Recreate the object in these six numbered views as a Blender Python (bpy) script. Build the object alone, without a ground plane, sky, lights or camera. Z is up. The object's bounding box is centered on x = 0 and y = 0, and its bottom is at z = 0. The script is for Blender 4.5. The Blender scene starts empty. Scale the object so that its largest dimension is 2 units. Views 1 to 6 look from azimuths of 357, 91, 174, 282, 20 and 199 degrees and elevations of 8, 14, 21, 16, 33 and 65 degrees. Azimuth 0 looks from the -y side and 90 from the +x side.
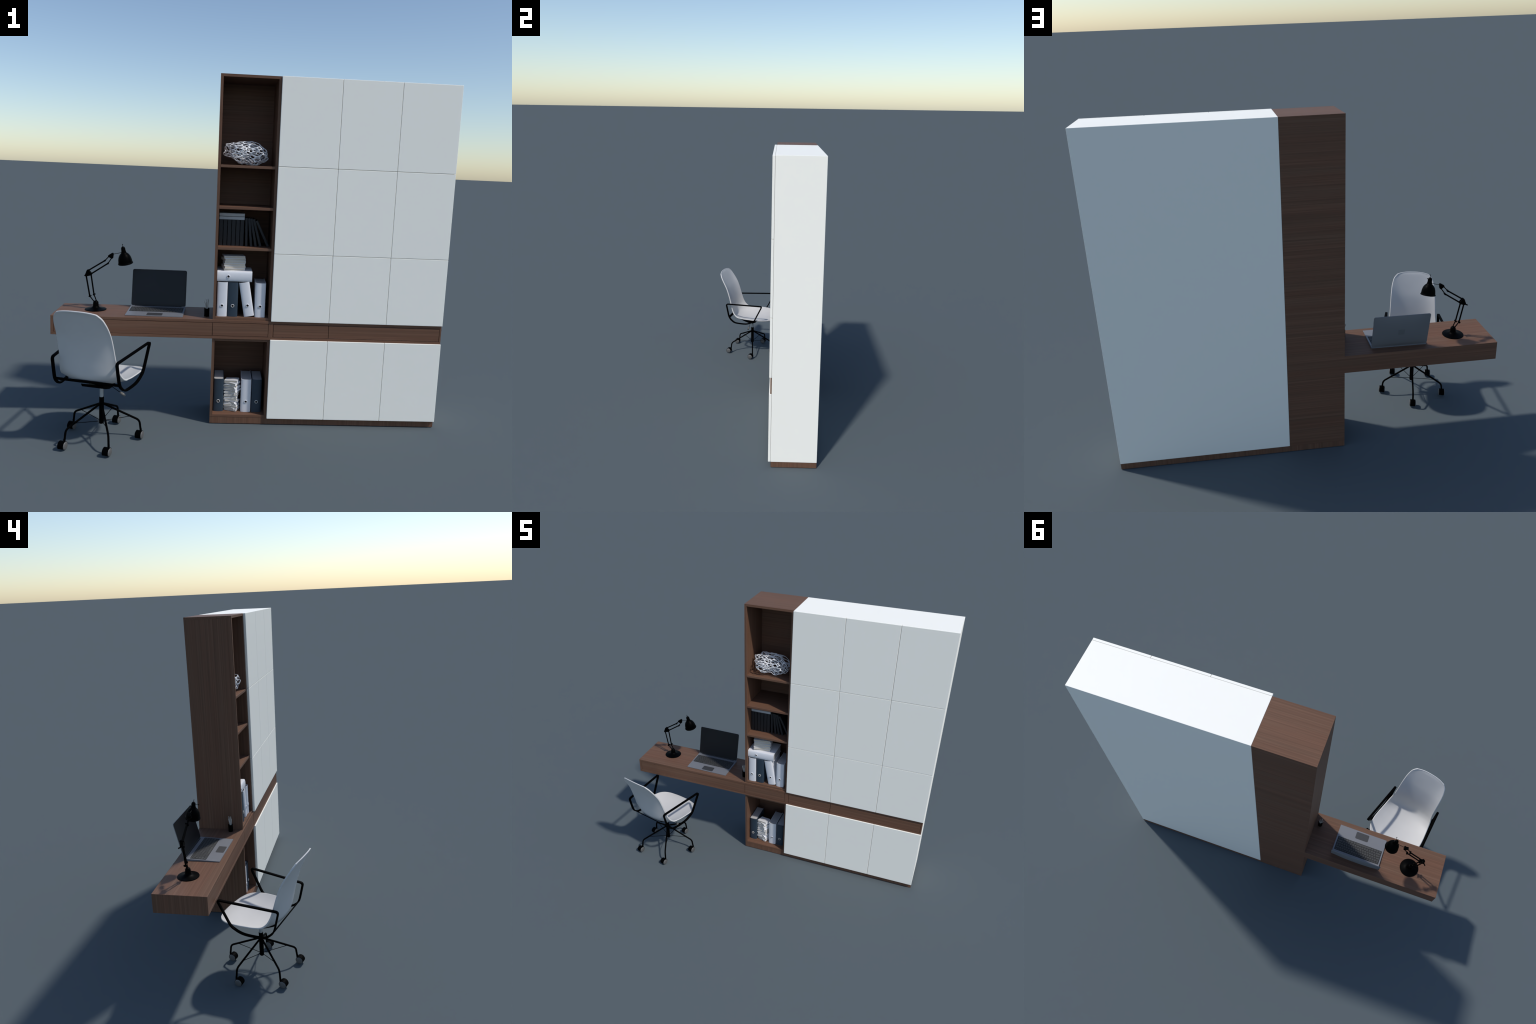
# A wall unit (bookcase + wardrobe + floating desk) with an office chair, laptop,
# lamp, binders, books, magazines and a wire sculpture.  Metres, z up.
import bpy, bmesh, math, random
from math import sin, cos, pi, radians, sqrt, hypot
from mathutils import Vector, Matrix

random.seed(7)
COL = bpy.context.scene.collection


# ------------------------------------------------------------------ materials
def new_mat(name):
    m = bpy.data.materials.new(name)
    m.use_nodes = True
    nt = m.node_tree
    return m, nt, nt.nodes, nt.links, nt.nodes["Principled BSDF"]


def plain(name, col, rough=0.5, metal=0.0, var=0.04, scale=60.0, bump=0.0, spec=0.5, random_tint=0.0):
    """one colour with faint procedural mottling"""
    m, nt, N, L, b = new_mat(name)
    tc = N.new("ShaderNodeTexCoord")
    no = N.new("ShaderNodeTexNoise")
    no.inputs["Scale"].default_value = scale
    no.inputs["Detail"].default_value = 3
    L.new(tc.outputs["Object"], no.inputs["Vector"])
    cr = N.new("ShaderNodeValToRGB")
    cr.color_ramp.elements[0].position = 0.3
    cr.color_ramp.elements[1].position = 0.7
    cr.color_ramp.elements[0].color = (*[c * (1 - var) for c in col], 1)
    cr.color_ramp.elements[1].color = (*[min(1, c * (1 + var)) for c in col], 1)
    L.new(no.outputs["Fac"], cr.inputs["Fac"])
    out = cr.outputs["Color"]
    if random_tint:
        oi = N.new("ShaderNodeObjectInfo")
        mr = N.new("ShaderNodeMapRange")
        mr.inputs["To Min"].default_value = 1 - random_tint
        mr.inputs["To Max"].default_value = 1 + random_tint * 0.3
        L.new(oi.outputs["Random"], mr.inputs["Value"])
        mx = N.new("ShaderNodeMix")
        mx.data_type = "RGBA"
        mx.blend_type = "MULTIPLY"
        mx.inputs["Factor"].default_value = 1
        L.new(out, mx.inputs["A"])
        L.new(mr.outputs["Result"], mx.inputs["B"])
        out = mx.outputs["Result"]
    L.new(out, b.inputs["Base Color"])
    b.inputs["Roughness"].default_value = rough
    b.inputs["Metallic"].default_value = metal
    b.inputs["Specular IOR Level"].default_value = spec
    if bump:
        bp = N.new("ShaderNodeBump")
        bp.inputs["Strength"].default_value = bump
        bp.inputs["Distance"].default_value = 0.001
        L.new(no.outputs["Fac"], bp.inputs["Height"])
        L.new(bp.outputs["Normal"], b.inputs["Normal"])
    return m


def wood(name, axis):
    """walnut veneer whose grain runs along the given axis"""
    m, nt, N, L, b = new_mat(name)
    tc = N.new("ShaderNodeTexCoord")

    def streaks(along, across, detail, rough):
        mp = N.new("ShaderNodeMapping")
        s = [across] * 3
        s["xyz".index(axis)] = along
        mp.inputs["Scale"].default_value = s
        L.new(tc.outputs["Object"], mp.inputs["Vector"])
        no = N.new("ShaderNodeTexNoise")
        no.inputs["Scale"].default_value = 1
        no.inputs["Detail"].default_value = detail
        no.inputs["Roughness"].default_value = rough
        no.inputs["Distortion"].default_value = 0.25
        L.new(mp.outputs["Vector"], no.inputs["Vector"])
        return no.outputs["Fac"]

    broad = streaks(1.2, 130, 3, 0.55)
    fine = streaks(3.0, 420, 3, 0.6)
    wide = streaks(0.7, 22, 2, 0.5)
    r1 = N.new("ShaderNodeValToRGB")
    e = r1.color_ramp.elements
    e[0].position, e[0].color = 0.30, (*WOOD_DARK, 1)
    e[1].position, e[1].color = 0.72, (*WOOD_LIGHT, 1)
    k = e.new(0.52)
    k.color = (*WOOD_MID, 1)
    L.new(broad, r1.inputs["Fac"])
    r2 = N.new("ShaderNodeValToRGB")           # fine pores
    e = r2.color_ramp.elements
    e[0].position, e[0].color = 0.30, (0.90, 0.89, 0.88, 1)
    e[1].position, e[1].color = 0.62, (1.03, 1.03, 1.03, 1)
    L.new(fine, r2.inputs["Fac"])
    r3 = N.new("ShaderNodeValToRGB")           # red / yellow drift between strips
    e = r3.color_ramp.elements
    e[0].position, e[0].color = 0.36, (1.03, 0.98, 0.96, 1)
    e[1].position, e[1].color = 0.64, (0.98, 1.015, 1.015, 1)
    L.new(wide, r3.inputs["Fac"])

    def mul(a, c):
        mx = N.new("ShaderNodeMix")
        mx.data_type = "RGBA"
        mx.blend_type = "MULTIPLY"
        mx.inputs["Factor"].default_value = 1
        L.new(a, mx.inputs["A"])
        L.new(c, mx.inputs["B"])
        return mx.outputs["Result"]

    L.new(mul(mul(r1.outputs["Color"], r2.outputs["Color"]), r3.outputs["Color"]), b.inputs["Base Color"])
    b.inputs["Roughness"].default_value = 0.55
    b.inputs["Specular IOR Level"].default_value = 0.15
    bp = N.new("ShaderNodeBump")
    bp.inputs["Strength"].default_value = 0.12
    bp.inputs["Distance"].default_value = 0.0006
    L.new(fine, bp.inputs["Height"])
    L.new(bp.outputs["Normal"], b.inputs["Normal"])
    return m


WOOD_DARK = (0.130, 0.069, 0.045)
WOOD_MID = (0.156, 0.083, 0.054)
WOOD_LIGHT = (0.186, 0.102, 0.067)
WX = wood("walnut_grain_across", "x")
WZ = wood("walnut_grain_upright", "z")
WY = wood("walnut_grain_deep", "y")
GAP = plain("shadow_gap", (0.012, 0.008, 0.007), 0.9)
WHITE = plain("white_lacquer", (0.998, 0.970, 0.882), 0.5, var=0.002, scale=9, spec=0.2)
SHELL = plain("chair_shell_white", (0.60, 0.595, 0.59), 0.5, var=0.01, scale=20, spec=0.25)
BLACK = plain("black_powder_coat", (0.0008, 0.0008, 0.0009), 0.6, var=0.2, scale=300, spec=0.025)
LAMPBLACK = plain("black_enamel", (0.0006, 0.0007, 0.0008), 0.45, var=0.2, scale=200, spec=0.03)
CHROME = plain("gas_spring_chrome", (0.55, 0.58, 0.60), 0.32, metal=0.6, var=0.02)
CASTER = plain("caster_grey", (0.105, 0.105, 0.105), 0.45, var=0.05)
PADDLE = plain("lever_paddle_clear_grey", (0.16, 0.15, 0.14), 0.3)
ALU = plain("laptop_aluminium", (0.185, 0.19, 0.205), 0.45, metal=0.1, var=0.015, scale=500)
ALU_LID = plain("laptop_lid_grey", (0.178, 0.182, 0.192), 0.45, metal=0.1, var=0.015, scale=500)
LOGO = plain("laptop_lid_square", (0.140, 0.145, 0.15), 0.4)
SCREEN = plain("laptop_screen", (0.0085, 0.0095, 0.0125), 0.35, var=0.02, spec=0.3)
BEZEL = plain("laptop_bezel", (0.012, 0.0125, 0.0135), 0.5, var=0.02, spec=0.3)
KEYWELL = plain("keyboard_well", (0.011, 0.011, 0.012), 0.7)
KEY = plain("key_cap", (0.048, 0.048, 0.047), 0.6, var=0.1, scale=200)
PAD = plain("trackpad", (0.040, 0.040, 0.042), 0.5, var=0.01)
BINDER_W = plain("binder_white_card", (0.75, 0.75, 0.78), 0.5, var=0.01, scale=30)
BINDER_N = plain("binder_navy_card", (0.024, 0.042, 0.064), 0.5, var=0.04, scale=80)
BLOCK = plain("binder_paper_block", (0.47, 0.46, 0.46), 0.8, var=0.03, scale=200)
RING_M = plain("ring_metal", (0.62, 0.60, 0.57), 0.35, metal=0.3)
HOLE = plain("hole_dark", (0.002, 0.002, 0.0025), 0.9)
BOOK_BLACK = plain("book_black_cloth", (0.0125, 0.0135, 0.016), 0.6, var=0.1, scale=200, random_tint=0.2)
PAGES_DARK = plain("book_page_edge_dark", (0.010, 0.010, 0.011), 0.8)
BOX_GREY = plain("book_grey_cover", (0.50, 0.51, 0.53), 0.55, var=0.02)
COVER_W = plain("book_white_cover", (0.83, 0.83, 0.85), 0.5, var=0.03, random_tint=0.08)
PAGES = plain("page_edge_cream", (0.62, 0.55, 0.45), 0.85, var=0.12, scale=300, random_tint=0.12)
WIRE = plain("wire_white", (0.84, 0.84, 0.86), 0.4, var=0.03)
PENCIL = plain("pencil_grey_wood", (0.50, 0.47, 0.42), 0.6, var=0.1, random_tint=0.15)


# ------------------------------------------------------------------ mesh tools
def link(name, me, mats, parent=None, smooth=None):
    o = bpy.data.objects.new(name, me)
    COL.objects.link(o)
    for mt in (mats if isinstance(mats, (list, tuple)) else [mats]):
        me.materials.append(mt)
    if parent is not None:
        o.parent = parent
    if smooth is not None:
        shade(me, smooth)
    return o


def shade(me, angle):
    """smooth shading, sharp above the angle (degrees)"""
    me.polygons.foreach_set("use_smooth", [True] * len(me.polygons))
    if angle < 180:
        bm = bmesh.new()
        bm.from_mesh(me)
        lim = radians(angle)
        for e in bm.edges:
            e.smooth = len(e.link_faces) == 2 and e.calc_face_angle(0) < lim
        bm.to_mesh(me)
        bm.free()


def bm_box(bm, x0, x1, y0, y1, z0, z1, bevel=0.0, seg=2, mi=0):
    r = bmesh.ops.create_cube(bm, size=1)
    for v in r["verts"]:
        v.co = Vector(((x0 + x1) / 2 + v.co.x * (x1 - x0), (y0 + y1) / 2 + v.co.y * (y1 - y0),
                       (z0 + z1) / 2 + v.co.z * (z1 - z0)))
    fs = list({f for v in r["verts"] for f in v.link_faces})
    for f in fs:
        f.material_index = mi
    if bevel:
        es = list({e for v in r["verts"] for e in v.link_edges})
        bmesh.ops.bevel(bm, geom=es, offset=bevel, segments=seg, profile=0.5, affect="EDGES", material=mi)


def done(bm, name, mats, parent=None, smooth=None):
    bmesh.ops.recalc_face_normals(bm, faces=bm.faces)
    me = bpy.data.meshes.new(name)
    bm.to_mesh(me)
    bm.free()
    return link(name, me, mats, parent, smooth)


def box(name, x0, x1, y0, y1, z0, z1, mat, parent=None, bevel=0.0008, seg=2):
    bm = bmesh.new()
    bm_box(bm, x0, x1, y0, y1, z0, z1, bevel, seg)
    return done(bm, name, mat, parent, None)


def frames(path, closed=False, ref=None):
    """tangent + reference frames along a path"""
    n = len(path)
    T = []
    for i in range(n):
        a = path[(i - 1) % n] if (closed or i > 0) else path[i]
        b = path[(i + 1) % n] if (closed or i < n - 1) else path[i]
        T.append((b - a).normalized())
    out = []
    u = None
    for t in T:
        if ref is not None:
            u = (ref - t * ref.dot(t)).normalized()
        elif u is None:
            s = Vector((0, 0, 1)) if abs(t.z) < 0.9 else Vector((1, 0, 0))
            u = (s - t * s.dot(t)).normalized()
        else:
            u = (u - t * u.dot(t)).normalized()
        out.append((t, u, t.cross(u)))
    return out


def bm_sweep(bm, path, section, closed=False, ref=None, cap=True, mi=0):
    """sweep a closed 2-D section [(a, b)] along path"""
    path = [Vector(p) for p in path]
    rings = []
    for p, (t, u, v) in zip(path, frames(path, closed, ref)):
        rings.append([bm.verts.new(p + u * a + v * b) for a, b in section])
    n, k = len(rings), len(section)
    for i in range(n if closed else n - 1):
        A, B = rings[i], rings[(i + 1) % n]
        for j in range(k):
            f = bm.faces.new((A[j], A[(j + 1) % k], B[(j + 1) % k], B[j]))
            f.material_index = mi
    if cap and not closed:
        for r in (rings[0], rings[-1]):
            bm.faces.new(r).material_index = mi


def circ(r, n=12):
    return [(r * cos(2 * pi * i / n), r * sin(2 * pi * i / n)) for i in range(n)]


def rrect(a, b, r, n=3):
    """rounded rectangle outline, half sizes a, b"""
    out = []
    for cx, cy, s in ((a - r, b - r, 0), (-a + r, b - r, 1), (-a + r, -b + r, 2), (a - r, -b + r, 3)):
        for i in range(n + 1):
            w = (s + i / n) * pi / 2
            out.append((cx + r * cos(w), cy + r * sin(w)))
    return out


def rounded(points, radius, n=6, closed=False):
    """round the corners of a polyline; radius is a number or one per point"""
    P = [Vector(p) for p in points]
    m = len(P)
    out = []
    for i, p in enumerate(P):
        r = radius[i] if isinstance(radius, (list, tuple)) else radius
        if (not closed and i in (0, m - 1)) or r == 0:
            out.append(p)
            continue
        a, b = P[(i - 1) % m] - p, P[(i + 1) % m] - p
        h = a.angle(b) / 2
        d = min(r / math.tan(h), a.length * 0.49, b.length * 0.49)
        s, e = p + a.normalized() * d, p + b.normalized() * d
        for k in range(n + 1):
            t = k / n
            out.append(s * (1 - t) ** 2 + p * 2 * t * (1 - t) + e * t * t)
    return out


def bm_lathe(bm, prof, n=40, M=None, mi=0):
    """revolve [(r, z)] round z, then transform by M"""
    M = M or Matrix()
    rings = []
    for r, z in prof:
        if r < 1e-6:
            rings.append([bm.verts.new(M @ Vector((0, 0, z)))])
        else:
            rings.append([bm.verts.new(M @ Vector((r * cos(2 * pi * i / n), r * sin(2 * pi * i / n), z))) for i in range(n)])
    for A, B in zip(rings[:-1], rings[1:]):
        for i in range(n):
            j = (i + 1) % n
            q = [A[i % len(A)], A[j % len(A)], B[j % len(B)], B[i % len(B)]]
            q = [v for k, v in enumerate(q) if v not in q[:k]]
            if len(q) > 2:
                bm.faces.new(q).material_index = mi


def along(p, q):
    """matrix whose z axis runs from p to q, origin at p"""
    p, q = Vector(p), Vector(q)
    return Matrix.Translation(p) @ (q - p).to_track_quat("Z", "Y").to_matrix().to_4x4()


def bm_rod(bm, p, q, r, n=10, mi=0):
    L = (Vector(q) - Vector(p)).length
    bm_lathe(bm, [(0, 0), (r, 0), (r, L), (0, L)], n, along(p, q), mi)


def bm_ball(bm, p, r, n=12, mi=0):
    k = 8
    bm_lathe(bm, [(r * sin(pi * i / k), -r * cos(pi * i / k)) for i in range(k + 1)], n, Matrix.Translation(Vector(p)), mi)


def spline(pts, n):
    """Catmull-Rom through tuples, n samples per span"""
    out = []
    m = len(pts)
    for i in range(m - 1):
        p0, p1, p2, p3 = pts[max(i - 1, 0)], pts[i], pts[i + 1], pts[min(i + 2, m - 1)]
        for k in range(n):
            t = k / n
            out.append(tuple(0.5 * (2 * b + (c - a) * t + (2 * a - 5 * b + 4 * c - d) * t * t + (3 * b - a - 3 * c + d) * t ** 3)
                             for a, b, c, d in zip(p0, p1, p2, p3)))
    out.append(tuple(pts[-1]))
    return out


def thing(name, label, category, loc=(0, 0, 0), rot=0.0):
    o = bpy.data.objects.new(name, None)
    o.empty_display_size = 0.05
    o.location = loc
    o.rotation_euler = (0, 0, rot)
    COL.objects.link(o)
    o["label"], o["category"] = label, category
    return o


# ================================================================== wall unit
unit = thing("wall_unit", "walnut bookcase and desk joined to white flat-door wardrobe", "wall unit")
BX0, BX1 = -0.1895, 0.1076          # bookcase
WX1 = 0.9995                        # wardrobe right end
YF, YB = 0.0943, 0.3584             # carcass front / back
TH = 0.0135                         # board thickness
ZT = 1.7705
SL0, SL1, SLF = 0.4565, 0.5550, 0.0868   # desk slab bottom / top / front
e = 0.0004

# --- bookcase carcass
back_y = YB - 0.0115
for z0, z1 in ((0.0345, SL0), (SL1, ZT - TH)):
    box("side_panel", BX0, BX0 + TH, YF, YB - 0.0012, z0, z1, WZ, unit, bevel=0.0005)
    box("side_panel", BX1 - TH, BX1 - e, YF, YB - 0.0012, z0, z1, WZ, unit, bevel=0.0005)
box("top_panel", BX0, BX1 - e, YF, YB - 0.0012, ZT - TH, ZT, WX, unit, bevel=0.0005)
box("back_panel", BX0 + TH, BX1 - TH, back_y, YB - 0.0012, 0.0345, ZT - TH, WX, unit, bevel=0)
box("back_skin", BX0, BX1 - e, YB - 0.0012, YB, 0.0345, ZT, WX, unit, bevel=0)
ins0, ins1 = BX0 + TH, BX1 - TH
for z1 in (1.3368, 1.1318, 0.9278, SL1 + TH, 0.0480):
    box("shelf", ins0, ins1, YF + (0.001 if z1 > 0.6 else 0.0), back_y, z1 - TH, z1, WX, unit)
box("shelf", ins0, ins1, YF, back_y, SL0 - TH, SL0 - e, WX, unit)
box("plinth", BX0, WX1 - 0.001, YF + 0.0008, YB - 0.0005, 0.0, 0.0345 - e, WZ, unit)

# --- desk slab: a flat drawer box running through the whole unit
ED = 0.0145
box("desk_top", -0.9988, BX1, SLF, YB - 0.0006, SL1 - ED, SL1, WX, unit)
box("desk_underside", -0.9988, BX1, SLF, YB - 0.0006, SL0, SL0 + ED - 0.0005, WX, unit)
box("desk_end", -0.9988, -1.0 + 0.0135, SLF, YB - 0.0006, SL0 + ED - 0.0005, SL1 - ED, WZ, unit, bevel=0)
box("end_veneer", -1.0, -0.9988, SLF, YB, SL0, SL1, WZ, unit, bevel=0.0003, seg=1)
box("back_veneer", -0.9988, BX0, YB - 0.0006, YB - 0.0001, SL0, SL1, WX, unit, bevel=0)
box("desk_back", -1.0 + 0.0135, BX0, YB - 0.0135, YB - 0.0006, SL0 + ED - 0.0005, SL1 - ED, WX, unit, bevel=0)
box("slab_rail", BX1, WX1 - 0.001, SLF, YF, SL1 - ED, SL1, WX, unit)
box("slab_rail", BX1, WX1 - 0.001, SLF, YF, SL0, SL0 + ED - 0.0005, WX, unit)
box("slab_post", 0.0965, 0.1205, SLF, YF + 0.02, SL0 + ED - 0.0005, SL1 - ED, WZ, unit, bevel=0)
box("slab_post", 0.9905, WX1 - 0.001, SLF, YF, SL0 + ED - 0.0005, SL1 - ED, WZ, unit, bevel=0)
dz0, dz1 = SL0 + ED + 0.0014, SL1 - ED - 0.0021
for x0, x1 in ((-0.9847, -0.1909), (-0.1885, 0.0947), (0.1225, 0.4060), (0.4084, 0.9885)):
    deep = 0.012 if x0 < 0.1 else 0.0065
    box("drawer_front", x0, x1, SLF + 0.0006, SLF + deep, dz0, dz1, WX, unit, bevel=0.0005)
box("drawer_recess", -0.9860, 0.0960, SLF + 0.0125, YF + 0.02, SL0 + ED, SL1 - ED - 0.0003, GAP, unit, bevel=0)
box("drawer_recess", 0.1207, 0.9903, SLF + 0.0068, YF - 0.0002, SL0 + ED, SL1 - ED - 0.0003, GAP, unit, bevel=0)

# --- wardrobe
box("wardrobe_body", BX1 + e, WX1, YF + e, YB, 0.0345, ZT, WHITE, unit, bevel=0.0010)
cols = [BX1 + 0.0002, 0.4050, 0.7025, 1.0000]
g = 0.0008
for z0, z1 in ((0.0350, 0.4580), (0.5555, 0.9037), (0.9037, 1.3380), (1.3380, ZT + 0.0002)):
    for x0, x1 in zip(cols[:-1], cols[1:]):
        zt = z1 - (g if z1 < 1.7 and z1 > 0.5 else 0)
        zb = z0 + (g if z0 > 0.6 else 0)
        box("door", x0 + (g if x0 > 0.2 else 0), x1 - (g if x1 < 0.9 else 0), 0.0798, 0.0936, zb, zt, WHITE, unit, bevel=0.0016, seg=3)

# ================================================================== chair
chair = thing("office_chair", "white shell swivel chair with black arms and casters", "chair",
              (-0.708, -0.0942, 0.0), radians(-14.9))

# --- moulded shell: rows from the front lip to the top of the back.
# centre (Y, z) and right edge (X, Y, z) of each row, on the outer face
ROWS = [
    ((0.1880, 0.298), (0.1095, 0.1635, 0.3130)),
    ((0.1760, 0.306), (0.1430, 0.1370, 0.3205)),
    ((0.130, 0.309), (0.1635, 0.1020, 0.3250)),
    ((0.060, 0.301), (0.1710, 0.0500, 0.3275)),
    ((0.000, 0.298), (0.1685, 0.0000, 0.3275)),
    ((-0.050, 0.298), (0.1630, -0.0450, 0.3275)),
    ((-0.098, 0.3050), (0.1570, -0.0850, 0.3350)),
    ((-0.132, 0.3205), (0.1515, -0.1120, 0.3580)),
    ((-0.150, 0.349), (0.1450, -0.1280, 0.3870)),
    ((-0.159, 0.389), (0.1395, -0.1380, 0.4180)),
    ((-0.168, 0.440), (0.1360, -0.1490, 0.4550)),
    ((-0.181, 0.495), (0.1340, -0.1620, 0.5000)),
    ((-0.197, 0.548), (0.1315, -0.1800, 0.5520)),
    ((-0.217, 0.597), (0.1280, -0.2000, 0.5910)),
    ((-0.236, 0.639), (0.1225, -0.2180, 0.6210)),
    ((-0.250, 0.667), (0.1120, -0.2350, 0.6500)),
    ((-0.259, 0.6795), (0.0930, -0.2475, 0.6705)),
]


def build_shell():
    rows = spline([(*c, *e3) for c, e3 in ROWS], 5)
    mix = lambda a, b, t: tuple(x + (y - x) * t for x, y in zip(a, b))
    rows = [rows[0], mix(rows[0], rows[1], 0.12), mix(rows[0], rows[1], 0.45)] + rows[1:-1] + \
           [mix(rows[-1], rows[-2], 0.45), mix(rows[-1], rows[-2], 0.12), rows[-1]]
    half = [k / 14 * 0.95 for k in range(15)] + [0.975, 0.992, 1.0]
    H = len(half) - 1
    grid = []
    for ri, (cy, cz, ex, ey, ez) in enumerate(rows):
        r = []
        power = 1.9 + 0.7 * min(1, max(0, (ri - 25) / 20))     # round seat pan, flatter back
        for j in range(-H, H + 1):
            u = half[abs(j)]
            gg = u ** power
            r.append(Vector((ex * u * (1 if j > 0 else -1), cy + (ey - cy) * gg, cz + (ez - cz) * gg)))
        grid.append(r)
    nr, nc = len(grid), 2 * H + 1
    nor = [[None] * nc for _ in range(nr)]
    for i in range(nr):
        for j in range(nc):
            a = grid[min(i + 1, nr - 1)][j] - grid[max(i - 1, 0)][j]
            b = grid[i][min(j + 1, nc - 1)] - grid[i][max(j - 1, 0)]
            nor[i][j] = b.cross(a).normalized()      # up on the seat, forward on the back
            if nor[i][j].y * 0.5 + nor[i][j].z < 0:
                nor[i][j] = -nor[i][j]
    flat = [[p.copy() for p in r] for r in grid]
    for i in range(nr):                       # lip: the outer face rolls back towards the rim
        for j in range(nc):
            u = half[abs(j - H)]
            k = max(0.0, (u - 0.86) / 0.14) ** 2
            if i > nr * 0.35:
                grid[i][j] -= nor[i][j] * 0.0022 * k
    bm = bmesh.new()
    t = 0.0068
    out = [[bm.verts.new(grid[i][j]) for j in range(nc)] for i in range(nr)]
    def wall(i, j):                           # thin in the middle, full at the rim
        k = max(half[abs(j - H)], abs(2 * i / (nr - 1) - 1))
        return 0.0030 + (t - 0.0030) * max(0.0, (k - 0.50) / 0.50) ** 2

    inn = [[bm.verts.new(flat[i][j] + nor[i][j] * wall(i, j)) for j in range(nc)] for i in range(nr)]
    for i in range(nr - 1):
        for j in range(nc - 1):
            bm.faces.new((out[i][j], out[i + 1][j], out[i + 1][j + 1], out[i][j + 1]))
            bm.faces.new((inn[i][j], inn[i][j + 1], inn[i + 1][j + 1], inn[i + 1][j]))
    loop = [(0, j) for j in range(nc)] + [(i, nc - 1) for i in range(1, nr)] + \
           [(nr - 1, j) for j in range(nc - 2, -1, -1)] + [(i, 0) for i in range(nr - 2, 0, -1)]
    rim = []
    m = len(loop)
    for k, (i, j) in enumerate(loop):
        tan = (grid[loop[(k + 1) % m][0]][loop[(k + 1) % m][1]] - grid[loop[k - 1][0]][loop[k - 1][1]]).normalized()
        o = nor[i][j].cross(tan)
        inward = grid[nr // 2 if i in (0, nr - 1) else i][H if j in (0, nc - 1) else j] - grid[i][j]
        o = -o if o.dot(inward) > 0 else o
        rim.append([bm.verts.new(grid[i][j].lerp(flat[i][j] + nor[i][j] * t, 0.5 - 0.5 * cos(a)) + o * t * 0.5 * sin(a)) for a in (pi * 0.25, pi * 0.5, pi * 0.75)])
    for k in range(m):
        a, b = loop[k], loop[(k + 1) % m]
        A = [out[a[0]][a[1]], *rim[k], inn[a[0]][a[1]]]
        B = [out[b[0]][b[1]], *rim[(k + 1) % m], inn[b[0]][b[1]]]
        for q in range(4):
            bm.faces.new((A[q], A[q + 1], B[q + 1], B[q]))
    return done(bm, "seat_shell", SHELL, chair, 180)


build_shell()

# --- armrests: closed flat-bar loops in slightly flaring upright planes
# (Y, z) of the bar: two tight top corners, then one long bend underneath
ARM_TOP = [(-0.1640, 0.3860), (-0.1762, 0.4410), (0.1358, 0.4597), (0.0790, 0.3450)]
ARM_LOW = [(0.0790, 0.3450), (0.0500, 0.3150), (0.0060, 0.2955), (-0.0500, 0.2900), (-0.1000, 0.2925), (-0.1310, 0.3110), (-0.1510, 0.3370), (-0.1640, 0.3860)]
for s in (1, -1):
    top = [(p.x, p.y) for p in rounded([(y, z, 0) for y, z in ARM_TOP], [0, 0.013, 0.009, 0], 6)]
    low = spline([ARM_TOP[2]] + ARM_LOW + [ARM_TOP[1]], 5)[5:-5]
    path = [Vector((s * (0.174 + 0.097 * y), y, z)) for y, z in top[:-1] + low[:-1]]
    bm = bmesh.new()
    bm_sweep(bm, path, rrect(0.0073, 0.0042, 0.0016, 2), True, Vector((1, -0.097 * s, 0)).normalized())
    done(bm, "armrest", BLACK, chair, 40)
bm = bmesh.new()
bm_sweep(bm, [(-0.160, -0.150, 0.3320), (0.160, -0.150, 0.3320)], rrect(0.0090, 0.0028, 0.001, 2), ref=Vector((0, -0.64, 0.77)))
done(bm, "crossbar", BLACK, chair, 40)

# --- seat support: tray from the gas spring up to the crossbar
bm = bmesh.new()
sec = [(0.058, 0.010), (0.050, 0.0), (-0.050, 0.0), (-0.058, 0.010), (-0.056, 0.012), (0.056, 0.012)]
bm_sweep(bm, [(0, 0.040, 0.2700), (0, 0.015, 0.2590), (0, -0.020, 0.2610), (0, -0.060, 0.2740), (0, -0.098, 0.2900)],
         [(a, b - 0.003) for a, b in sec], ref=Vector((1, 0, 0)))
done(bm, "seat_support", BLACK, chair, 30)
bm = bmesh.new()
bm_box(bm, -0.026, 0.026, -0.02, 0.03, 0.2640, 0.2970, 0.003)
done(bm, "support_block", BLACK, chair, 30)
bm = bmesh.new()
bm_lathe(bm, [(0, 0.2055), (0.0093, 0.2055), (0.0093, 0.262), (0, 0.262)], 28)
done(bm, "gas_spring", CHROME, chair, 40)
bm = bmesh.new()
bm_lathe(bm, [(0, 0.0725), (0.0098, 0.0725), (0.0114, 0.075), (0.0114, 0.2045), (0.0106, 0.2068), (0, 0.2068)], 28)
done(bm, "column", BLACK, chair, 40)

# --- five-star base
yaw = radians(14.9)                       # undo the chair's turn for angles read in the world
legpath = rounded([(0.006, 0, 0.1725), (0.181, 0, 0.0872), (0.188, 0, 0.034)], [0, 0.032, 0], 8)
bm = bmesh.new()
bm_sweep(bm, legpath, circ(0.0051, 12))
leg_me = done(bm, "leg", BLACK, chair, 60)
bm = bmesh.new()
bm_rod(bm, (0.010, 0, 0.0855), (0.137, 0, 0.1075), 0.0016, 8)
strut_me = done(bm, "strut", BLACK, chair, 60)
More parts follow.
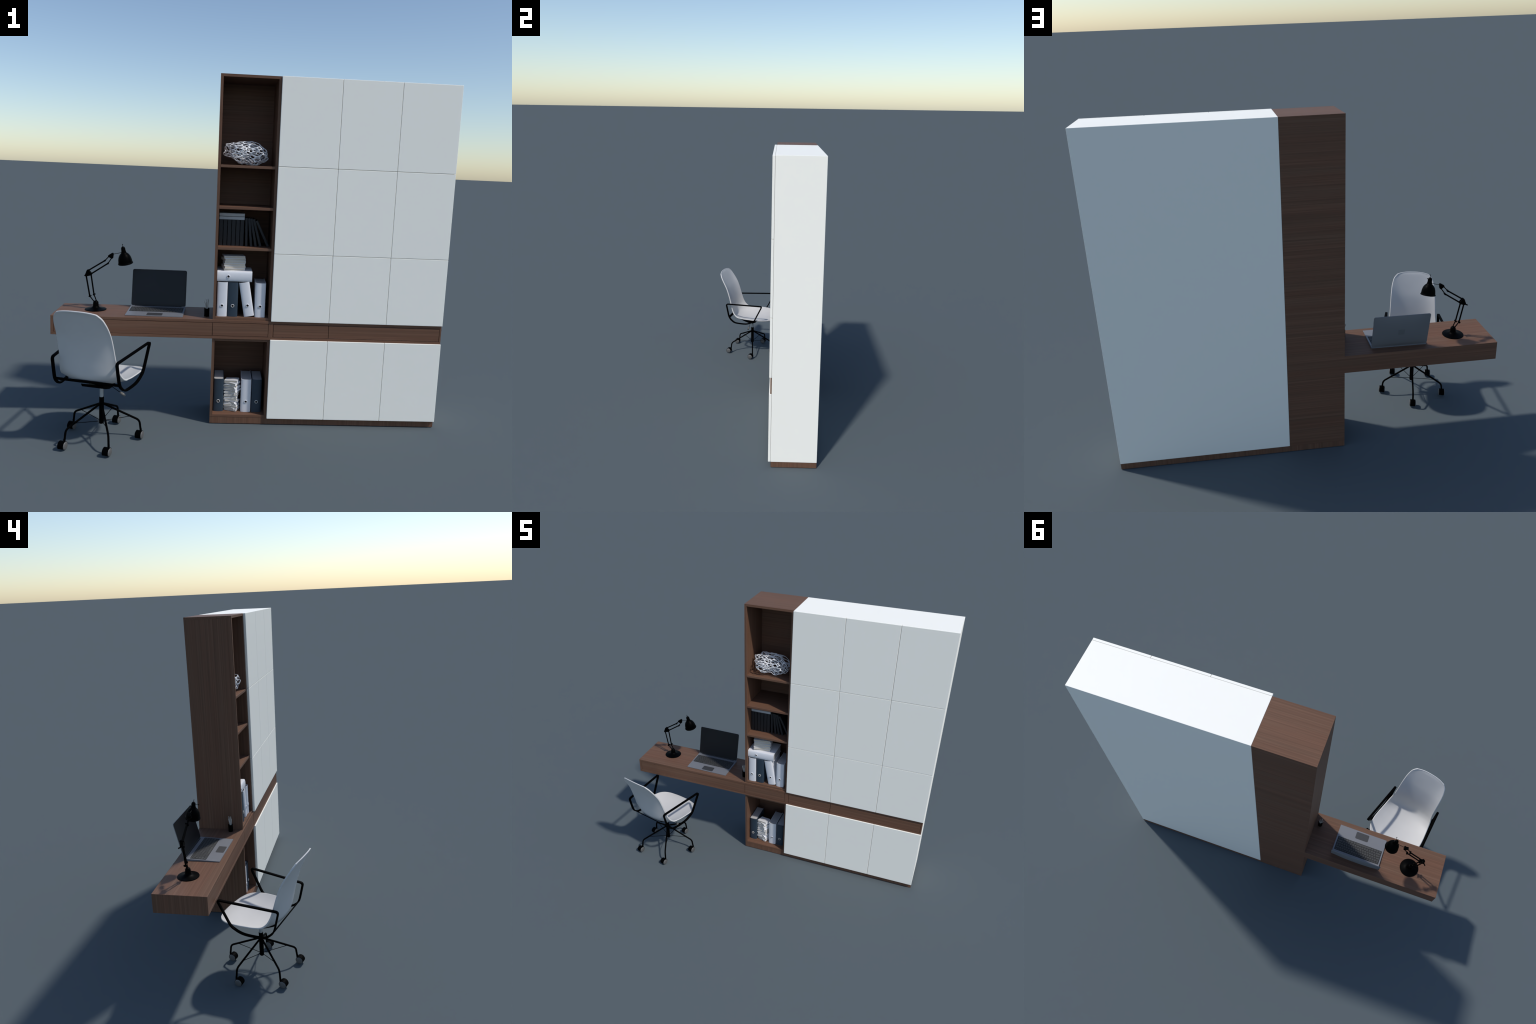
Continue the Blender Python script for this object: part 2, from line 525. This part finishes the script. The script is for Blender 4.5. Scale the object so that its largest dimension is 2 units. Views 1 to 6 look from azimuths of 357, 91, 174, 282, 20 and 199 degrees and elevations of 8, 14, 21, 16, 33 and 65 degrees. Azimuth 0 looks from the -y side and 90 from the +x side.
# caster, local x = axle, local y = towards the leg stem
bm = bmesh.new()
R = 0.0203
prof = []
for i in range(25):
    a = radians(-38 + (256) * i / 24)
    prof.append((R * cos(a), R * sin(a)))
w = 0.0145
ringA = [bm.verts.new((-w, y, z + 0.0207)) for y, z in prof]
ringB = [bm.verts.new((w, y, z + 0.0207)) for y, z in prof]
for k in range(25):
    bm.faces.new((ringA[k], ringA[(k + 1) % 25], ringB[(k + 1) % 25], ringB[k]))
bm.faces.new(ringA)
bm.faces.new(ringB)
bm_lathe(bm, [(0, 0.028), (0.0052, 0.028), (0.0052, 0.043), (0, 0.043)], 14, Matrix.Translation((0, 0.0175, 0)))
hood = done(bm, "caster_hood", BLACK, chair, 40)
bm = bmesh.new()
disc = [(0, 0.0), (0.0182, 0.0), (0.0186, 0.0012), (0.0176, 0.0028), (0.0145, 0.0044), (0.008, 0.0054), (0, 0.0057)]
for s in (1, -1):
    bm_lathe(bm, disc, 30, Matrix.Translation((s * 0.0138, 0, 0.0203)) @ Matrix.Rotation(s * pi / 2, 4, "Y"))
bm_lathe(bm, [(0, -0.012), (0.014, -0.012), (0.014, 0.012), (0, 0.012)], 20, Matrix.Translation((0, 0, 0.0203)) @ Matrix.Rotation(pi / 2, 4, "Y"))
wheel = done(bm, "caster_wheel", CASTER, chair, 35)
CASTER_TURN = radians(-17)
for k in range(5):
    a = radians(3.0 + 72 * k) + yaw
    if k == 0:
        lo, so, ho, wo = leg_me, strut_me, hood, wheel
    else:
        lo, so, ho, wo = (o.copy() for o in (leg_me, strut_me, hood, wheel))
        for o in (lo, so, ho, wo):
            COL.objects.link(o)
    lo.rotation_euler = so.rotation_euler = (0, 0, a)
    t = CASTER_TURN + yaw
    stem = Vector((0.188 * cos(a), 0.188 * sin(a), 0))
    for o in (ho, wo):
        o.rotation_euler = (0, 0, t)
        o.location = stem - Vector((-sin(t), cos(t), 0)) * 0.0175
# --- height lever
inv = Matrix.Translation((-0.708, -0.0942, 0)) @ Matrix.Rotation(-yaw, 4, "Z")
inv = inv.inverted()
p0, p1 = inv @ Vector((-0.668, -0.105, 0.2690)), inv @ Vector((-0.6037, -0.1227, 0.2327))
d = (p1 - p0).normalized()
bm = bmesh.new()
bm_rod(bm, p0, p1, 0.0016, 8)
done(bm, "lever_rod", BLACK, chair, 60)
bm = bmesh.new()
bm_lathe(bm, [(0, 0), (0.0035, 0.0008), (0.0058, 0.006), (0.0064, 0.018), (0.0058, 0.028), (0.0035, 0.033), (0, 0.034)], 18, along(p1 - d * 0.017, p1))
done(bm, "lever_paddle", PADDLE, chair, 60)

# ================================================================== laptop
lap = thing("laptop", "open grey laptop with dark screen and keyboard", "laptop", (-0.4885, 0.2125, SL1), radians(-0.95))
LW, LY0, LY1 = 0.1465, -0.0945, 0.0970     # half width, front, back


def bm_slab(bm, outline, top, bottom, mi=0):
    """prism between two height functions of (x, y)"""
    A = [bm.verts.new((x, y, bottom(x, y))) for x, y in outline]
    B = [bm.verts.new((x, y, top(x, y))) for x, y in outline]
    k = len(outline)
    for i in range(k):
        bm.faces.new((A[i], A[(i + 1) % k], B[(i + 1) % k], B[i])).material_index = mi
    bm.faces.new(A[::-1]).material_index = mi
    bm.faces.new(B).material_index = mi


def deck(y):          # wedge: thin front, thicker hinge side
    return 0.0042 + (y - LY0) / (LY1 - LY0) * 0.0065


oy = (LY0 + LY1) / 2
bm = bmesh.new()
bm_slab(bm, [(x, y + oy) for x, y in rrect(LW, (LY1 - LY0) / 2, 0.0015, 3)], lambda x, y: deck(y), lambda x, y: 0.0006)
done(bm, "laptop_base", ALU, lap, 30)
bm = bmesh.new()
bm_slab(bm, [(x - 0.0005, y + 0.0250) for x, y in rrect(0.1385, 0.0440, 0.003, 3)], lambda x, y: deck(y) + 0.0004, lambda x, y: deck(y) - 0.002)
done(bm, "keyboard_well", KEYWELL, lap)
bm = bmesh.new()
rows_k = [(18, 0.0105), (18, 0.0150), (18, 0.0150), (17, 0.0150), (16, 0.0150), (12, 0.0150)]
y = 0.0675
for ri, (nk, h) in enumerate(rows_k):
    wts = [1.0] * nk
    if ri == 1: wts[-1] = 1.6
    if ri == 2: wts[0] = 1.5
    if ri == 3: wts[0], wts[-1] = 1.8, 1.8
    if ri == 4: wts[0], wts[-1] = 2.2, 2.2
    if ri == 5: wts[4] = 6.0
    tot = sum(wts)
    x = -0.1365
    for wt in wts:
        wk = 0.272 * wt / tot
        y0, y1 = y - h + 0.0018, y - 0.0018
        zc = deck((y0 + y1) / 2)
        bm_box(bm, x + 0.0017, x + wk - 0.0017, y0, y1, zc, zc + 0.0016, 0.0004, 1)
        x += wk
    y -= h * 0.985
keys = done(bm, "keyboard_keys", KEY, lap)
keys["kind"] = "stuff"
bm = bmesh.new()
bm_slab(bm, [(x, y - 0.0640) for x, y in rrect(0.0400, 0.0225, 0.0065, 4)], lambda x, y: deck(y) + 0.0004, lambda x, y: deck(y) - 0.002)
done(bm, "trackpad", PAD, lap)
# lid leans back; local frame: u across, v up the screen, n towards the viewer
hinge, tip = Vector((0, 0.0965, 0.0100)), Vector((0, 0.1412, 0.2028))
vv = (tip - hinge).normalized()
nn = Vector((0, -1, 0))
nn = (nn - vv * nn.dot(vv)).normalized()
LH = (tip - hinge).length


def lid_part(name, mat, hw, v0, v1, r, n0, n1):
    bm = bmesh.new()
    o = [(x, y + (v0 + v1) / 2) for x, y in rrect(hw, (v1 - v0) / 2, r, 6)]
    A = [bm.verts.new(hinge + Vector((x, 0, 0)) + vv * v + nn * n0) for x, v in o]
    B = [bm.verts.new(hinge + Vector((x, 0, 0)) + vv * v + nn * n1) for x, v in o]
    k = len(o)
    for i in range(k):
        bm.faces.new((A[i], A[(i + 1) % k], B[(i + 1) % k], B[i]))
    bm.faces.new(A)
    bm.faces.new(B)
    return done(bm, name, mat, lap, 30)


lid_part("lid_rim", ALU_LID, LW, 0.0, LH, 0.0095, -0.0030, 0.0)
# pillowed back of the lid
bm = bmesh.new()
NU, NV = 28, 20


def pillow(a, b):
    return 0.0030 + 0.0115 * (1 - abs(a) ** 2.6) ** 0.9 * (1 - abs(b) ** 2.6) ** 0.9


G = []
for i in range(NU + 1):
    a = -1 + 2 * i / NU
    G.append([])
    for j in range(NV + 1):
        b = -1 + 2 * j / NV
        cut = max(0, abs(a) - 0.93) / 0.07 * max(0, abs(b) - 0.90) / 0.10     # rounded corners
        G[-1].append(bm.verts.new(hinge + Vector((a * LW * (0.998 - 0.018 * cut), 0, 0)) + vv * (LH / 2 * (1 + b * (0.998 - 0.028 * cut))) - nn * (pillow(a, b) - 0.0001)))
for i in range(NU):
    for j in range(NV):
        bm.faces.new((G[i][j], G[i + 1][j], G[i + 1][j + 1], G[i][j + 1]))
done(bm, "lid", ALU_LID, lap, 60)
lid_part("bezel", BEZEL, LW - 0.0008, 0.0020, LH - 0.0008, 0.009, 0.0, 0.0005)
lid_part("screen", SCREEN, LW - 0.0080, 0.0120, LH - 0.0080, 0.002, 0.0005, 0.0009)
lid_part("lid_mark", LOGO, 0.0165, LH / 2 - 0.0165, LH / 2 + 0.0165, 0.002, -0.0149, -0.0135)
bm = bmesh.new()
bm_rod(bm, (-0.125, 0.0925, 0.0098), (0.125, 0.0925, 0.0098), 0.0030, 14)
done(bm, "hinge", BEZEL, lap, 40)

# ================================================================== desk lamp
lamp = thing("desk_lamp", "black articulated desk lamp with bell shade", "lamp", (-0.8067, 0.2362, SL1))
LO = Vector((-0.8067, 0.2362, SL1))


def lp(x, y, z):
    return Vector((x, y, z)) - LO


bm = bmesh.new()
bm_lathe(bm, [(0, 0.0002), (0.0545, 0.0002), (0.0555, 0.0020), (0.0548, 0.0036), (0.045, 0.0052), (0.034, 0.0074), (0.026, 0.0098),
              (0.0195, 0.0130), (0.0160, 0.0170), (0.0145, 0.0220), (0.0140, 0.0360), (0.0125, 0.0420), (0.0085, 0.0465), (0.004, 0.0482), (0, 0.0485)], 48)
done(bm, "lamp_base", LAMPBLACK, lamp, 50)

kA, kB = lp(-0.8376, 0.2343, 0.6262), lp(-0.8165, 0.2366, 0.6349)
eL, eR, eT = lp(-0.8571, 0.2354, 0.7358), lp(-0.8336, 0.2426, 0.7423), lp(-0.8478, 0.2394, 0.7602)
uU, uL = lp(-0.7612, 0.2373, 0.8163), lp(-0.7461, 0.2410, 0.8014)
hB, hT, hL = lp(-0.7375, 0.2292, 0.8425), lp(-0.7213, 0.2322, 0.8534), lp(-0.7238, 0.2325, 0.8348)
bm = bmesh.new()
bm_rod(bm, lp(-0.8165, 0.2360, 0.5980), kA, 0.0028, 8)
bm_rod(bm, lp(-0.8030, 0.2365, 0.6000), kB, 0.0028, 8)
bm_rod(bm, kA, eL, 0.0039, 10)
bm_rod(bm, kB, eR, 0.0039, 10)
for k, sgn in ((kA, -1), (kB, 1)):
    bm_rod(bm, k + Vector((0, -0.007, 0)), k + Vector((0, 0.009, 0)), 0.0050, 12)
    bm_ball(bm, k + Vector((0.003, 0.009, 0)), 0.0040)
done(bm, "lower_arm", LAMPBLACK, lamp, 50)
bm = bmesh.new()
for yy in (-0.006, 0.006):              # elbow: two triangular plates and bolts
    off = Vector((0, yy, 0))
    tri_o = []
    for c in (eL, eR, eT):
        for i in range(12):
            a = 2 * pi * i / 12
            tri_o.append(Vector((c.x + 0.0064 * cos(a), 0.0028, c.z + 0.0064 * sin(a))))
    r = bmesh.ops.convex_hull(bm, input=[bm.verts.new(p + off + Vector((0, s, 0))) for p in tri_o for s in (-0.002, 0.002)])
for c in (eL, eR, eT):
    bm_rod(bm, c + Vector((0, -0.011, 0)), c + Vector((0, 0.011, 0)), 0.0040, 12)
bm_rod(bm, eL + Vector((0, 0.006, 0)), eL + Vector((-0.010, 0.016, -0.004)), 0.0032, 10)
bm_ball(bm, eL + Vector((-0.010, 0.016, -0.004)), 0.0038)
done(bm, "elbow", LAMPBLACK, lamp, 40)
bm = bmesh.new()
bm_rod(bm, eT, uU, 0.0039, 10)
bm_rod(bm, eR, uL, 0.0039, 10)
bm_rod(bm, uU, hB, 0.0027, 8)
bm_rod(bm, uL, hL, 0.0027, 8)
for k in (uU, uL):
    bm_rod(bm, k + Vector((0, -0.008, 0)), k + Vector((0, 0.007, 0)), 0.0049, 12)
done(bm, "upper_arm", LAMPBLACK, lamp, 50)
bm = bmesh.new()
hull = []
for c in (hB, hT, hL):
    for i in range(12):
        a = 2 * pi * i / 12
        hull += [bm.verts.new(c + Vector((0.0060 * cos(a), s, 0.0060 * sin(a)))) for s in (-0.006, 0.006)]
bmesh.ops.convex_hull(bm, input=hull)
for c in (hB, hT, hL):
    bm_rod(bm, c + Vector((0, -0.009, 0)), c + Vector((0, 0.009, 0)), 0.0036, 12)
neck = lp(-0.6774, 0.2294, 0.8626)
bm_rod(bm, hT + (hL - hT) * 0.1, lp(-0.6640, 0.2294, 0.8650), 0.0014, 8)
done(bm, "head_joint", LAMPBLACK, lamp, 40)
cap, rim_c = lp(-0.6680, 0.2247, 0.8953), lp(-0.6546, 0.2403, 0.8035)
M = along(cap, rim_c)
bm = bmesh.new()
prof = [(0, 0), (0.0040, 0.0006), (0.0075, 0.0030), (0.0100, 0.0075), (0.0108, 0.0130), (0.0112, 0.0230), (0.0130, 0.0300), (0.0140, 0.0345),
        (0.0185, 0.0385), (0.0240, 0.0440), (0.0290, 0.0520), (0.0325, 0.0610), (0.0348, 0.0710), (0.0360, 0.0810), (0.0368, 0.0880), (0.0392, 0.0905), (0.0394, 0.0930)]
inner = [(0.0375, 0.0930), (0.0352, 0.0880), (0.0345, 0.0810), (0.0333, 0.0710), (0.0310, 0.0610), (0.0275, 0.0520), (0.0225, 0.0445), (0.0150, 0.0390), (0, 0.0370)]
bm_lathe(bm, prof + inner, 44, M)
done(bm, "shade", LAMPBLACK, lamp, 50)
bm = bmesh.new()
k = 8
bm_lathe(bm, [(0.006, 0.040), (0.0065, 0.052)] + [(0.013 * sin(pi * (0.2 + 0.8 * i / k)), 0.066 - 0.013 * cos(pi * (0.2 + 0.8 * i / k))) for i in range(k + 1)], 24, M)
done(bm, "bulb", plain("bulb_frosted", (0.5, 0.5, 0.48), 0.4), lamp, 60)
bm = bmesh.new()
pin = lp(-0.6690, 0.2215, 0.9075)
bm_rod(bm, cap + Vector((0, 0, -0.003)), pin, 0.0013, 8)
bm_rod(bm, pin + Vector((-0.003, 0, 0)), pin + Vector((0.003, 0, 0)), 0.0011, 8)
knob = lp(-0.6618, 0.2013, 0.8785)
bm_rod(bm, lp(-0.6640, 0.2260, 0.8790), knob, 0.0012, 8)
bm_ball(bm, knob, 0.0028)
done(bm, "switch_pin", LAMPBLACK, lamp, 50)

# ================================================================== pencil cup
cup = thing("pencil_cup", "small black cup holding grey pencils", "pencil cup", (-0.2221, 0.1588, SL1))
bm = bmesh.new()
bm_lathe(bm, [(0, 0.0003), (0.0128, 0.0003), (0.0133, 0.001), (0.0135, 0.0420), (0.0130, 0.0428), (0.0122, 0.0420), (0.0120, 0.004), (0, 0.004)], 28)
done(bm, "cup", BLACK, cup, 40)
bm = bmesh.new()
bm_lathe(bm, [(0, 0), (0.0025, 0), (0.0025, 0.066), (0.0009, 0.0735), (0, 0.0735)], 8)
pencil = done(bm, "pencil", PENCIL, cup, 40)
# lean in x, lean in y (degrees), length factor, small offset
tilts = [(-17, 3, 1.08, 0, 0), (-3, -4, 1.24, -0.003, -0.002), (2, 5, 1.20, 0.002, 0.002), (6, -3, 0.98, 0.002, -0.003), (-5, 9, 1.05, 0, 0), (4, 8, 1.12, 0.003, 0)]
for i, (ax, ay, L, dx, dy) in enumerate(tilts):
    o = pencil if i == 0 else pencil.copy()
    if i:
        COL.objects.link(o)
    o.location = (dx - 0.024 * math.tan(radians(ax)), dy - 0.024 * math.tan(radians(ay)), 0.0045)
    o.rotation_euler = (radians(-ay), radians(ax), 0)
    o.scale = (1, 1, L)

# ================================================================== binders
# local frame: x across the spine, y deep, z up; origin at the middle of the bottom front
BW, BH, BD = 0.0525, 0.1775, 0.1515


def binder_meshes(cover_mat, ring_mat, navy):
    w, t = BW / 2, 0.0022
    # cover: U-shaped card with a rounded spine, swept upwards
    outer = [(-w, BD), (-w, 0.0080)] + [(w * -cos(pi * i / 14), 0.0080 * (1 - sin(pi * i / 14) ** 0.8)) for i in range(1, 14)] + [(w, 0.0080), (w, BD)]
    innr = [(x * (w - t) / w, max(y, 0) + (t if abs(x) < w * 0.99 else 0)) for x, y in outer]
    ol = outer + innr[::-1]
    bm = bmesh.new()
    A = [bm.verts.new((x, y, 0)) for x, y in ol]
    B = [bm.verts.new((x, y, BH)) for x, y in ol]
    n, k = len(ol), len(outer)
    for i in range(n):
        bm.faces.new((A[i], A[(i + 1) % n], B[(i + 1) % n], B[i]))
    for q in range(k - 1):
        for S in (A, B):
            bm.faces.new((S[q], S[q + 1], S[n - 2 - q], S[n - 1 - q]))
    bmesh.ops.recalc_face_normals(bm, faces=bm.faces)
    cov = bpy.data.meshes.new("binder_cover")
    bm.to_mesh(cov); bm.free()
    cov.materials.append(cover_mat)
    shade(cov, 30)
    bm = bmesh.new()
    bm_box(bm, -w + t, w - t, 0.0105, BD - 0.006, 0.003, BH - 0.0025, 0.0)
    blk = bpy.data.meshes.new("paper_block")
    bm.to_mesh(blk); bm.free()
    blk.materials.append(BLOCK)
    Mh = Matrix.Translation((0, 0, 0.0570)) @ Matrix.Rotation(pi / 2, 4, "X")
    bm = bmesh.new()      # ring lip standing proud of the spine
    bm_lathe(bm, [(0.0058, -0.0010), (0.0058, 0.0022), (0.0068, 0.0028), (0.0086, 0.0020), (0.0090, 0.0), (0.0088, -0.0010)], 28, Mh)
    bmesh.ops.recalc_face_normals(bm, faces=bm.faces)
    rng = bpy.data.meshes.new("finger_ring")
    bm.to_mesh(rng); bm.free()
    rng.materials.append(ring_mat)
    shade(rng, 50)
    bm = bmesh.new()
    bm_lathe(bm, [(0, 0.0009), (0.0060, 0.0009), (0.0060, -0.0005), (0, -0.0005)], 24, Mh)
    bmesh.ops.recalc_face_normals(bm, faces=bm.faces)
    hol = bpy.data.meshes.new("finger_hole")
    bm.to_mesh(hol); bm.free()
    hol.materials.append(HOLE)
    return cov, blk, rng, hol


SETS = {"white": binder_meshes(BINDER_W, BINDER_W, False), "navy": binder_meshes(BINDER_N, RING_M, True)}


def binder(kind, x, y, z, lean=0.0, M=None):
    b = thing("binder", f"{kind} ring binder with finger hole in spine", "binder")
    b.matrix_world = M if M is not None else Matrix.Translation((x, y, z)) @ Matrix.Rotation(radians(lean), 4, "Y")
    for nm, me in zip(("binder_cover", "paper_block", "finger_ring", "finger_hole"), SETS[kind]):
        o = bpy.data.objects.new(nm, me)
        COL.objects.link(o)
        o.parent = b
    return b


FZ = SL1 + TH + 0.0003
binder("white", -0.1453, 0.1070, FZ)
binder("navy", -0.0910, 0.1075, FZ)
# leaning: pivot on its lower left edge
piv = Vector((-0.0306, 0.1070, FZ))
binder("white", 0, 0, 0, M=Matrix.Translation(piv) @ Matrix.Rotation(radians(-10.1), 4, "Y") @ Matrix.Translation((BW / 2, 0, 0)))
binder("white", 0.0500, 0.1078, FZ)
# lying on the others, spine to the front, bottom of the spine to the left
binder("white", 0, 0, 0, M=Matrix.Translation((-0.1742, 0.1075, FZ + 0.2082)) @ Matrix.Rotation(radians(90), 4, "Y"))
binder("navy", -0.1468, 0.1350, 0.0482)
binder("white", -0.0020, 0.1325, 0.0482)
binder("navy", 0.0540, 0.1335, 0.0482)


# ================================================================== books
def book_mesh(w, d, h, t, inset):
    """book lying flat: w across, d deep, h thick; spine on -x"""
    bm = bmesh.new()
    bm_box(bm, -w / 2, w / 2, -d / 2, d / 2, 0, t, t * 0.3, 1)
    bm_box(bm, -w / 2, w / 2, -d / 2, d / 2, h - t, h, t * 0.3, 1)
    bm_box(bm, -w / 2, -w / 2 + t, -d / 2, d / 2, t * 1.001, h - t * 1.001, 0)
    bmesh.ops.recalc_face_normals(bm, faces=bm.faces)
    c = bpy.data.meshes.new("book_cover")
    bm.to_mesh(c); bm.free()
    bm = bmesh.new()
    bm_box(bm, -w / 2 + t * 1.01, w / 2 - inset, -d / 2 + inset, d / 2 - inset, t * 1.002, h - t * 1.002, 0)
    p = bpy.data.meshes.new("page_block")
    bm.to_mesh(p); bm.free()
    return c, p


def book(M, meshes, label, category="book", name="book"):
    o = bpy.data.objects.new(name, meshes[0])
    COL.objects.link(o)
    o.matrix_world = M
    o["label"], o["category"] = label, category
    p = bpy.data.objects.new("page_block", meshes[1])
    COL.objects.link(p)
    p.parent = o
    return o


def mats(pair, cm, pm):
    pair[0].materials.append(cm)
    pair[1].materials.append(pm)
    return pair


# black row: thick upright books, then thinner ones leaning to the left.
# a book stands spine to the front: thickness along x, height up, depth back
SH = 0.9278
BKD, BKH = 0.105, 0.1335
stand = Matrix(((0, 0, 1, 0), (1, 0, 0, 0), (0, 1, 0, 0), (0, 0, 0, 1)))   # flat x->y, y->z, z->x
thick = mats(book_mesh(BKD, BKH, 0.0190, 0.0016, 0.003), BOOK_BLACK, PAGES_DARK)
thin = mats(book_mesh(BKD, 0.1440, 0.0125, 0.0014, 0.003), BOOK_BLACK, PAGES_DARK)
for i in range(6):
    x = -0.1728 + i * 0.0215
    yo = random.uniform(-0.001, 0.002)
    book(Matrix.Translation((x, 0.1640 + yo + BKD / 2, SH + BKH / 2)) @ stand, thick, "thick black upright book on a shelf")
for xb, lean in ((-0.0375, 1.6), (-0.0125, 6.2), (0.0110, 11.0), (0.0345, 15.5), (0.0742, 25.8)):
    a = radians(-lean)
    M = Matrix.Translation((xb, 0.1630, SH)) @ Matrix.Rotation(a, 4, "Y") @ Matrix.Translation((0, BKD / 2, 0.0720)) @ stand
    book(M, thin, "thin black book leaning to the left")
grey = mats(book_mesh(0.1285, 0.100, 0.0150, 0.0012, 0.0), BOX_GREY, BOX_GREY)
for k, (z, r) in enumerate(((SH + BKH + 0.0003, 0), (SH + BKH + 0.0175, 0))):
    book(Matrix.Translation((-0.1088, 0.1670 + 0.05, z)), grey, "flat pale grey book lying on black books", name="flat_book")

# stack of paperbacks on the lying binder
paperback = mats(book_mesh(0.109, 0.076, 0.0123, 0.0012, 0.0014), COVER_W, PAGES)
zs = FZ + 0.2082 + 0.0003 + BW / 2 * 0
zs = FZ + 0.2082 - (BW / 2) + BW + 0.0005 - 0.0002
rng = random.Random(3)
for i in range(6):
    a = radians(12 + rng.uniform(-6, 8))
    M = Matrix.Translation((-0.0950 + rng.uniform(-0.004, 0.004), 0.1715 + rng.uniform(-0.005, 0.003), zs + i * 0.0125)) @ Matrix.Rotation(a, 4, "Z") @ Matrix.Rotation(pi, 4, "Z")
    book(M, paperback, "white paperback with cream pages in a stack")

# pile of thin magazines between the lower binders
def curled(pair, amp, ph):
    """bend a flat book so that its leaves wave"""
    for me in pair:
        bm = bmesh.new()
        bm.from_mesh(me)
        bmesh.ops.subdivide_edges(bm, edges=[ed for ed in bm.edges if ed.calc_length() > 0.02], cuts=7, use_grid_fill=True)
        for v in bm.verts:
            v.co.z += amp * (sin(v.co.x * 75 + ph) + 0.7 * sin(v.co.y * 60 + 2 * ph))
        bm.to_mesh(me)
        bm.free()
    return pair


mags = [mats(curled(book_mesh(0.0690, 0.0570, t, 0.0011, 0.0010), amp, ph), COVER_W, PAGES)
        for t, amp, ph in ((0.0070, 0.0008, 0.3), (0.0085, 0.0012, 1.7), (0.0110, 0.0009, 3.1), (0.0070, 0.0015, 4.4), (0.0085, 0.0006, 5.5))]
zz, i = 0.0492, 0
while zz < 0.203:
    k = (2, 1, 2, 1, 0)[i] if i < 5 else rng.randrange(5)
    t = (0.0070, 0.0085, 0.0110, 0.0070, 0.0085)[k]
    a = radians(-24 + rng.uniform(-13, 15) + (18 if i in (6, 7, 8) else 0))
    off = Vector((rng.uniform(-0.004, 0.004), rng.uniform(-0.003, 0.005), 0))
    lean = 0 if i < 3 else 1.0
    M = Matrix.Translation(Vector((-0.0765, 0.1675, zz)) + off) @ Matrix.Rotation(a, 4, "Z") @ Matrix.Rotation(pi if rng.random() < 0.5 else 0, 4, "Z") \
        @ Matrix.Rotation(radians(rng.uniform(-3, 3) * lean), 4, "X") @ Matrix.Rotation(radians(rng.uniform(-4, 3) * lean), 4, "Y")
    book(M, mags[k], "white curled magazine with cream pages in a pile", "magazine", "magazine")
    zz += t * 0.94
    i += 1

# ================================================================== wire sculpture
sculpt = thing("wire_sculpture", "white open lattice sculpture shaped like a cloud", "sculpture", (-0.045, 0.190, 1.3372))


def lattice():
    """Voronoi cells on a lumpy cloud: dual of the hull of scattered points, in two nested skins"""
    r = random.Random(11)

    def place(p, k):
        p = p.normalized()
        p = p * (0.55 + 0.45 / (p.x ** 4 + p.y ** 4 + p.z ** 4) ** 0.25)     # boxier than a ball
        lump = 0.93 + 0.09 * sin(5.1 * p.x + 1.0) * cos(4.3 * p.y) + 0.04 * sin(7 * p.z + 3 * p.x) + 0.07 * sin(9 * p.y + 5 * p.x)
        lump *= k
        x = (p.x + 0.10 * p.z * p.x) * 0.110 * lump
        y = p.y * 0.084 * lump - 0.006 * p.z
        top = 0.060 * (1 - 0.42 * max(0, p.x) ** 2)
        z = 0.060 + p.z * (top if p.z > 0 else 0.064) * lump - 0.003 * p.x - 0.012 * max(0, p.x) ** 2
        if p.z < 0:                          # underside hollowed into two feet
            z += 0.016 * (0.5 + 0.5 * cos(p.x * 8.0)) * (-p.z) ** 1.5
            z += 0.030 * max(0, -p.x - 0.35) * (-p.z)
        return Vector((x, y, max(z, 0.0022)))

    bm = bmesh.new()
    for n, scale, strap in ((200, 1.0, 0.0014), (60, 0.74, 0.0012)):
        pts = []
        while len(pts) < n:                  # random but not too close together
            p = Vector((r.gauss(0, 1), r.gauss(0, 1), r.gauss(0, 1))).normalized()
            if all((p - q).length > 1.15 / sqrt(n) for q in pts):
                pts.append(p)
        hb = bmesh.new()
        bmesh.ops.convex_hull(hb, input=[hb.verts.new(p) for p in pts])
        bmesh.ops.triangulate(hb, faces=hb.faces)
        hb.faces.index_update()
        cen = []
        for f in hb.faces:
            c = f.calc_center_median().normalized()
            w = Vector((0.5 * sin(4 * c.z + 2 * c.y), 0.4 * sin(5 * c.x), 0.4 * sin(4 * c.x + 3 * c.y))) * 0.21   # swirl draws cells out
            cen.append(place(c + w, scale) + Vector([r.uniform(-0.0045, 0.0045) for _ in range(3)]))
        vs = [bm.verts.new((c.x, c.y, max(c.z, 0.0015))) for c in cen]
        cells = []
        for v in hb.verts:                   # one cell per scattered point
            if not v.link_faces:
                continue
            ax = v.co.normalized()
            e1 = ax.orthogonal().normalized()
            e2 = ax.cross(e1)
            ring = sorted(v.link_faces, key=lambda f: math.atan2((f.calc_center_median() - v.co).dot(e2), (f.calc_center_median() - v.co).dot(e1)))
            if len(ring) > 2:
                cells.append(bm.faces.new([vs[f.index] for f in ring]))
        hb.free()
        bmesh.ops.recalc_face_normals(bm, faces=cells)
        bmesh.ops.inset_individual(bm, faces=cells, thickness=strap, depth=0.0, use_even_offset=False)
        bmesh.ops.delete(bm, geom=cells, context="FACES_ONLY")
    o = done(bm, "wire_lattice", WIRE, sculpt)
    for kind, kw in (("SOLIDIFY", {"thickness": 0.0024, "offset": 0.0}), ("SUBSURF", {"levels": 2, "render_levels": 2})):
        md = o.modifiers.new(kind.lower(), kind)
        for a, b in kw.items():
            setattr(md, a, b)
    dg = bpy.context.evaluated_depsgraph_get()
    me = bpy.data.meshes.new_from_object(o.evaluated_get(dg))
    o.modifiers.clear()
    o.data = me
    shade(me, 180)
    return o


lat = lattice()
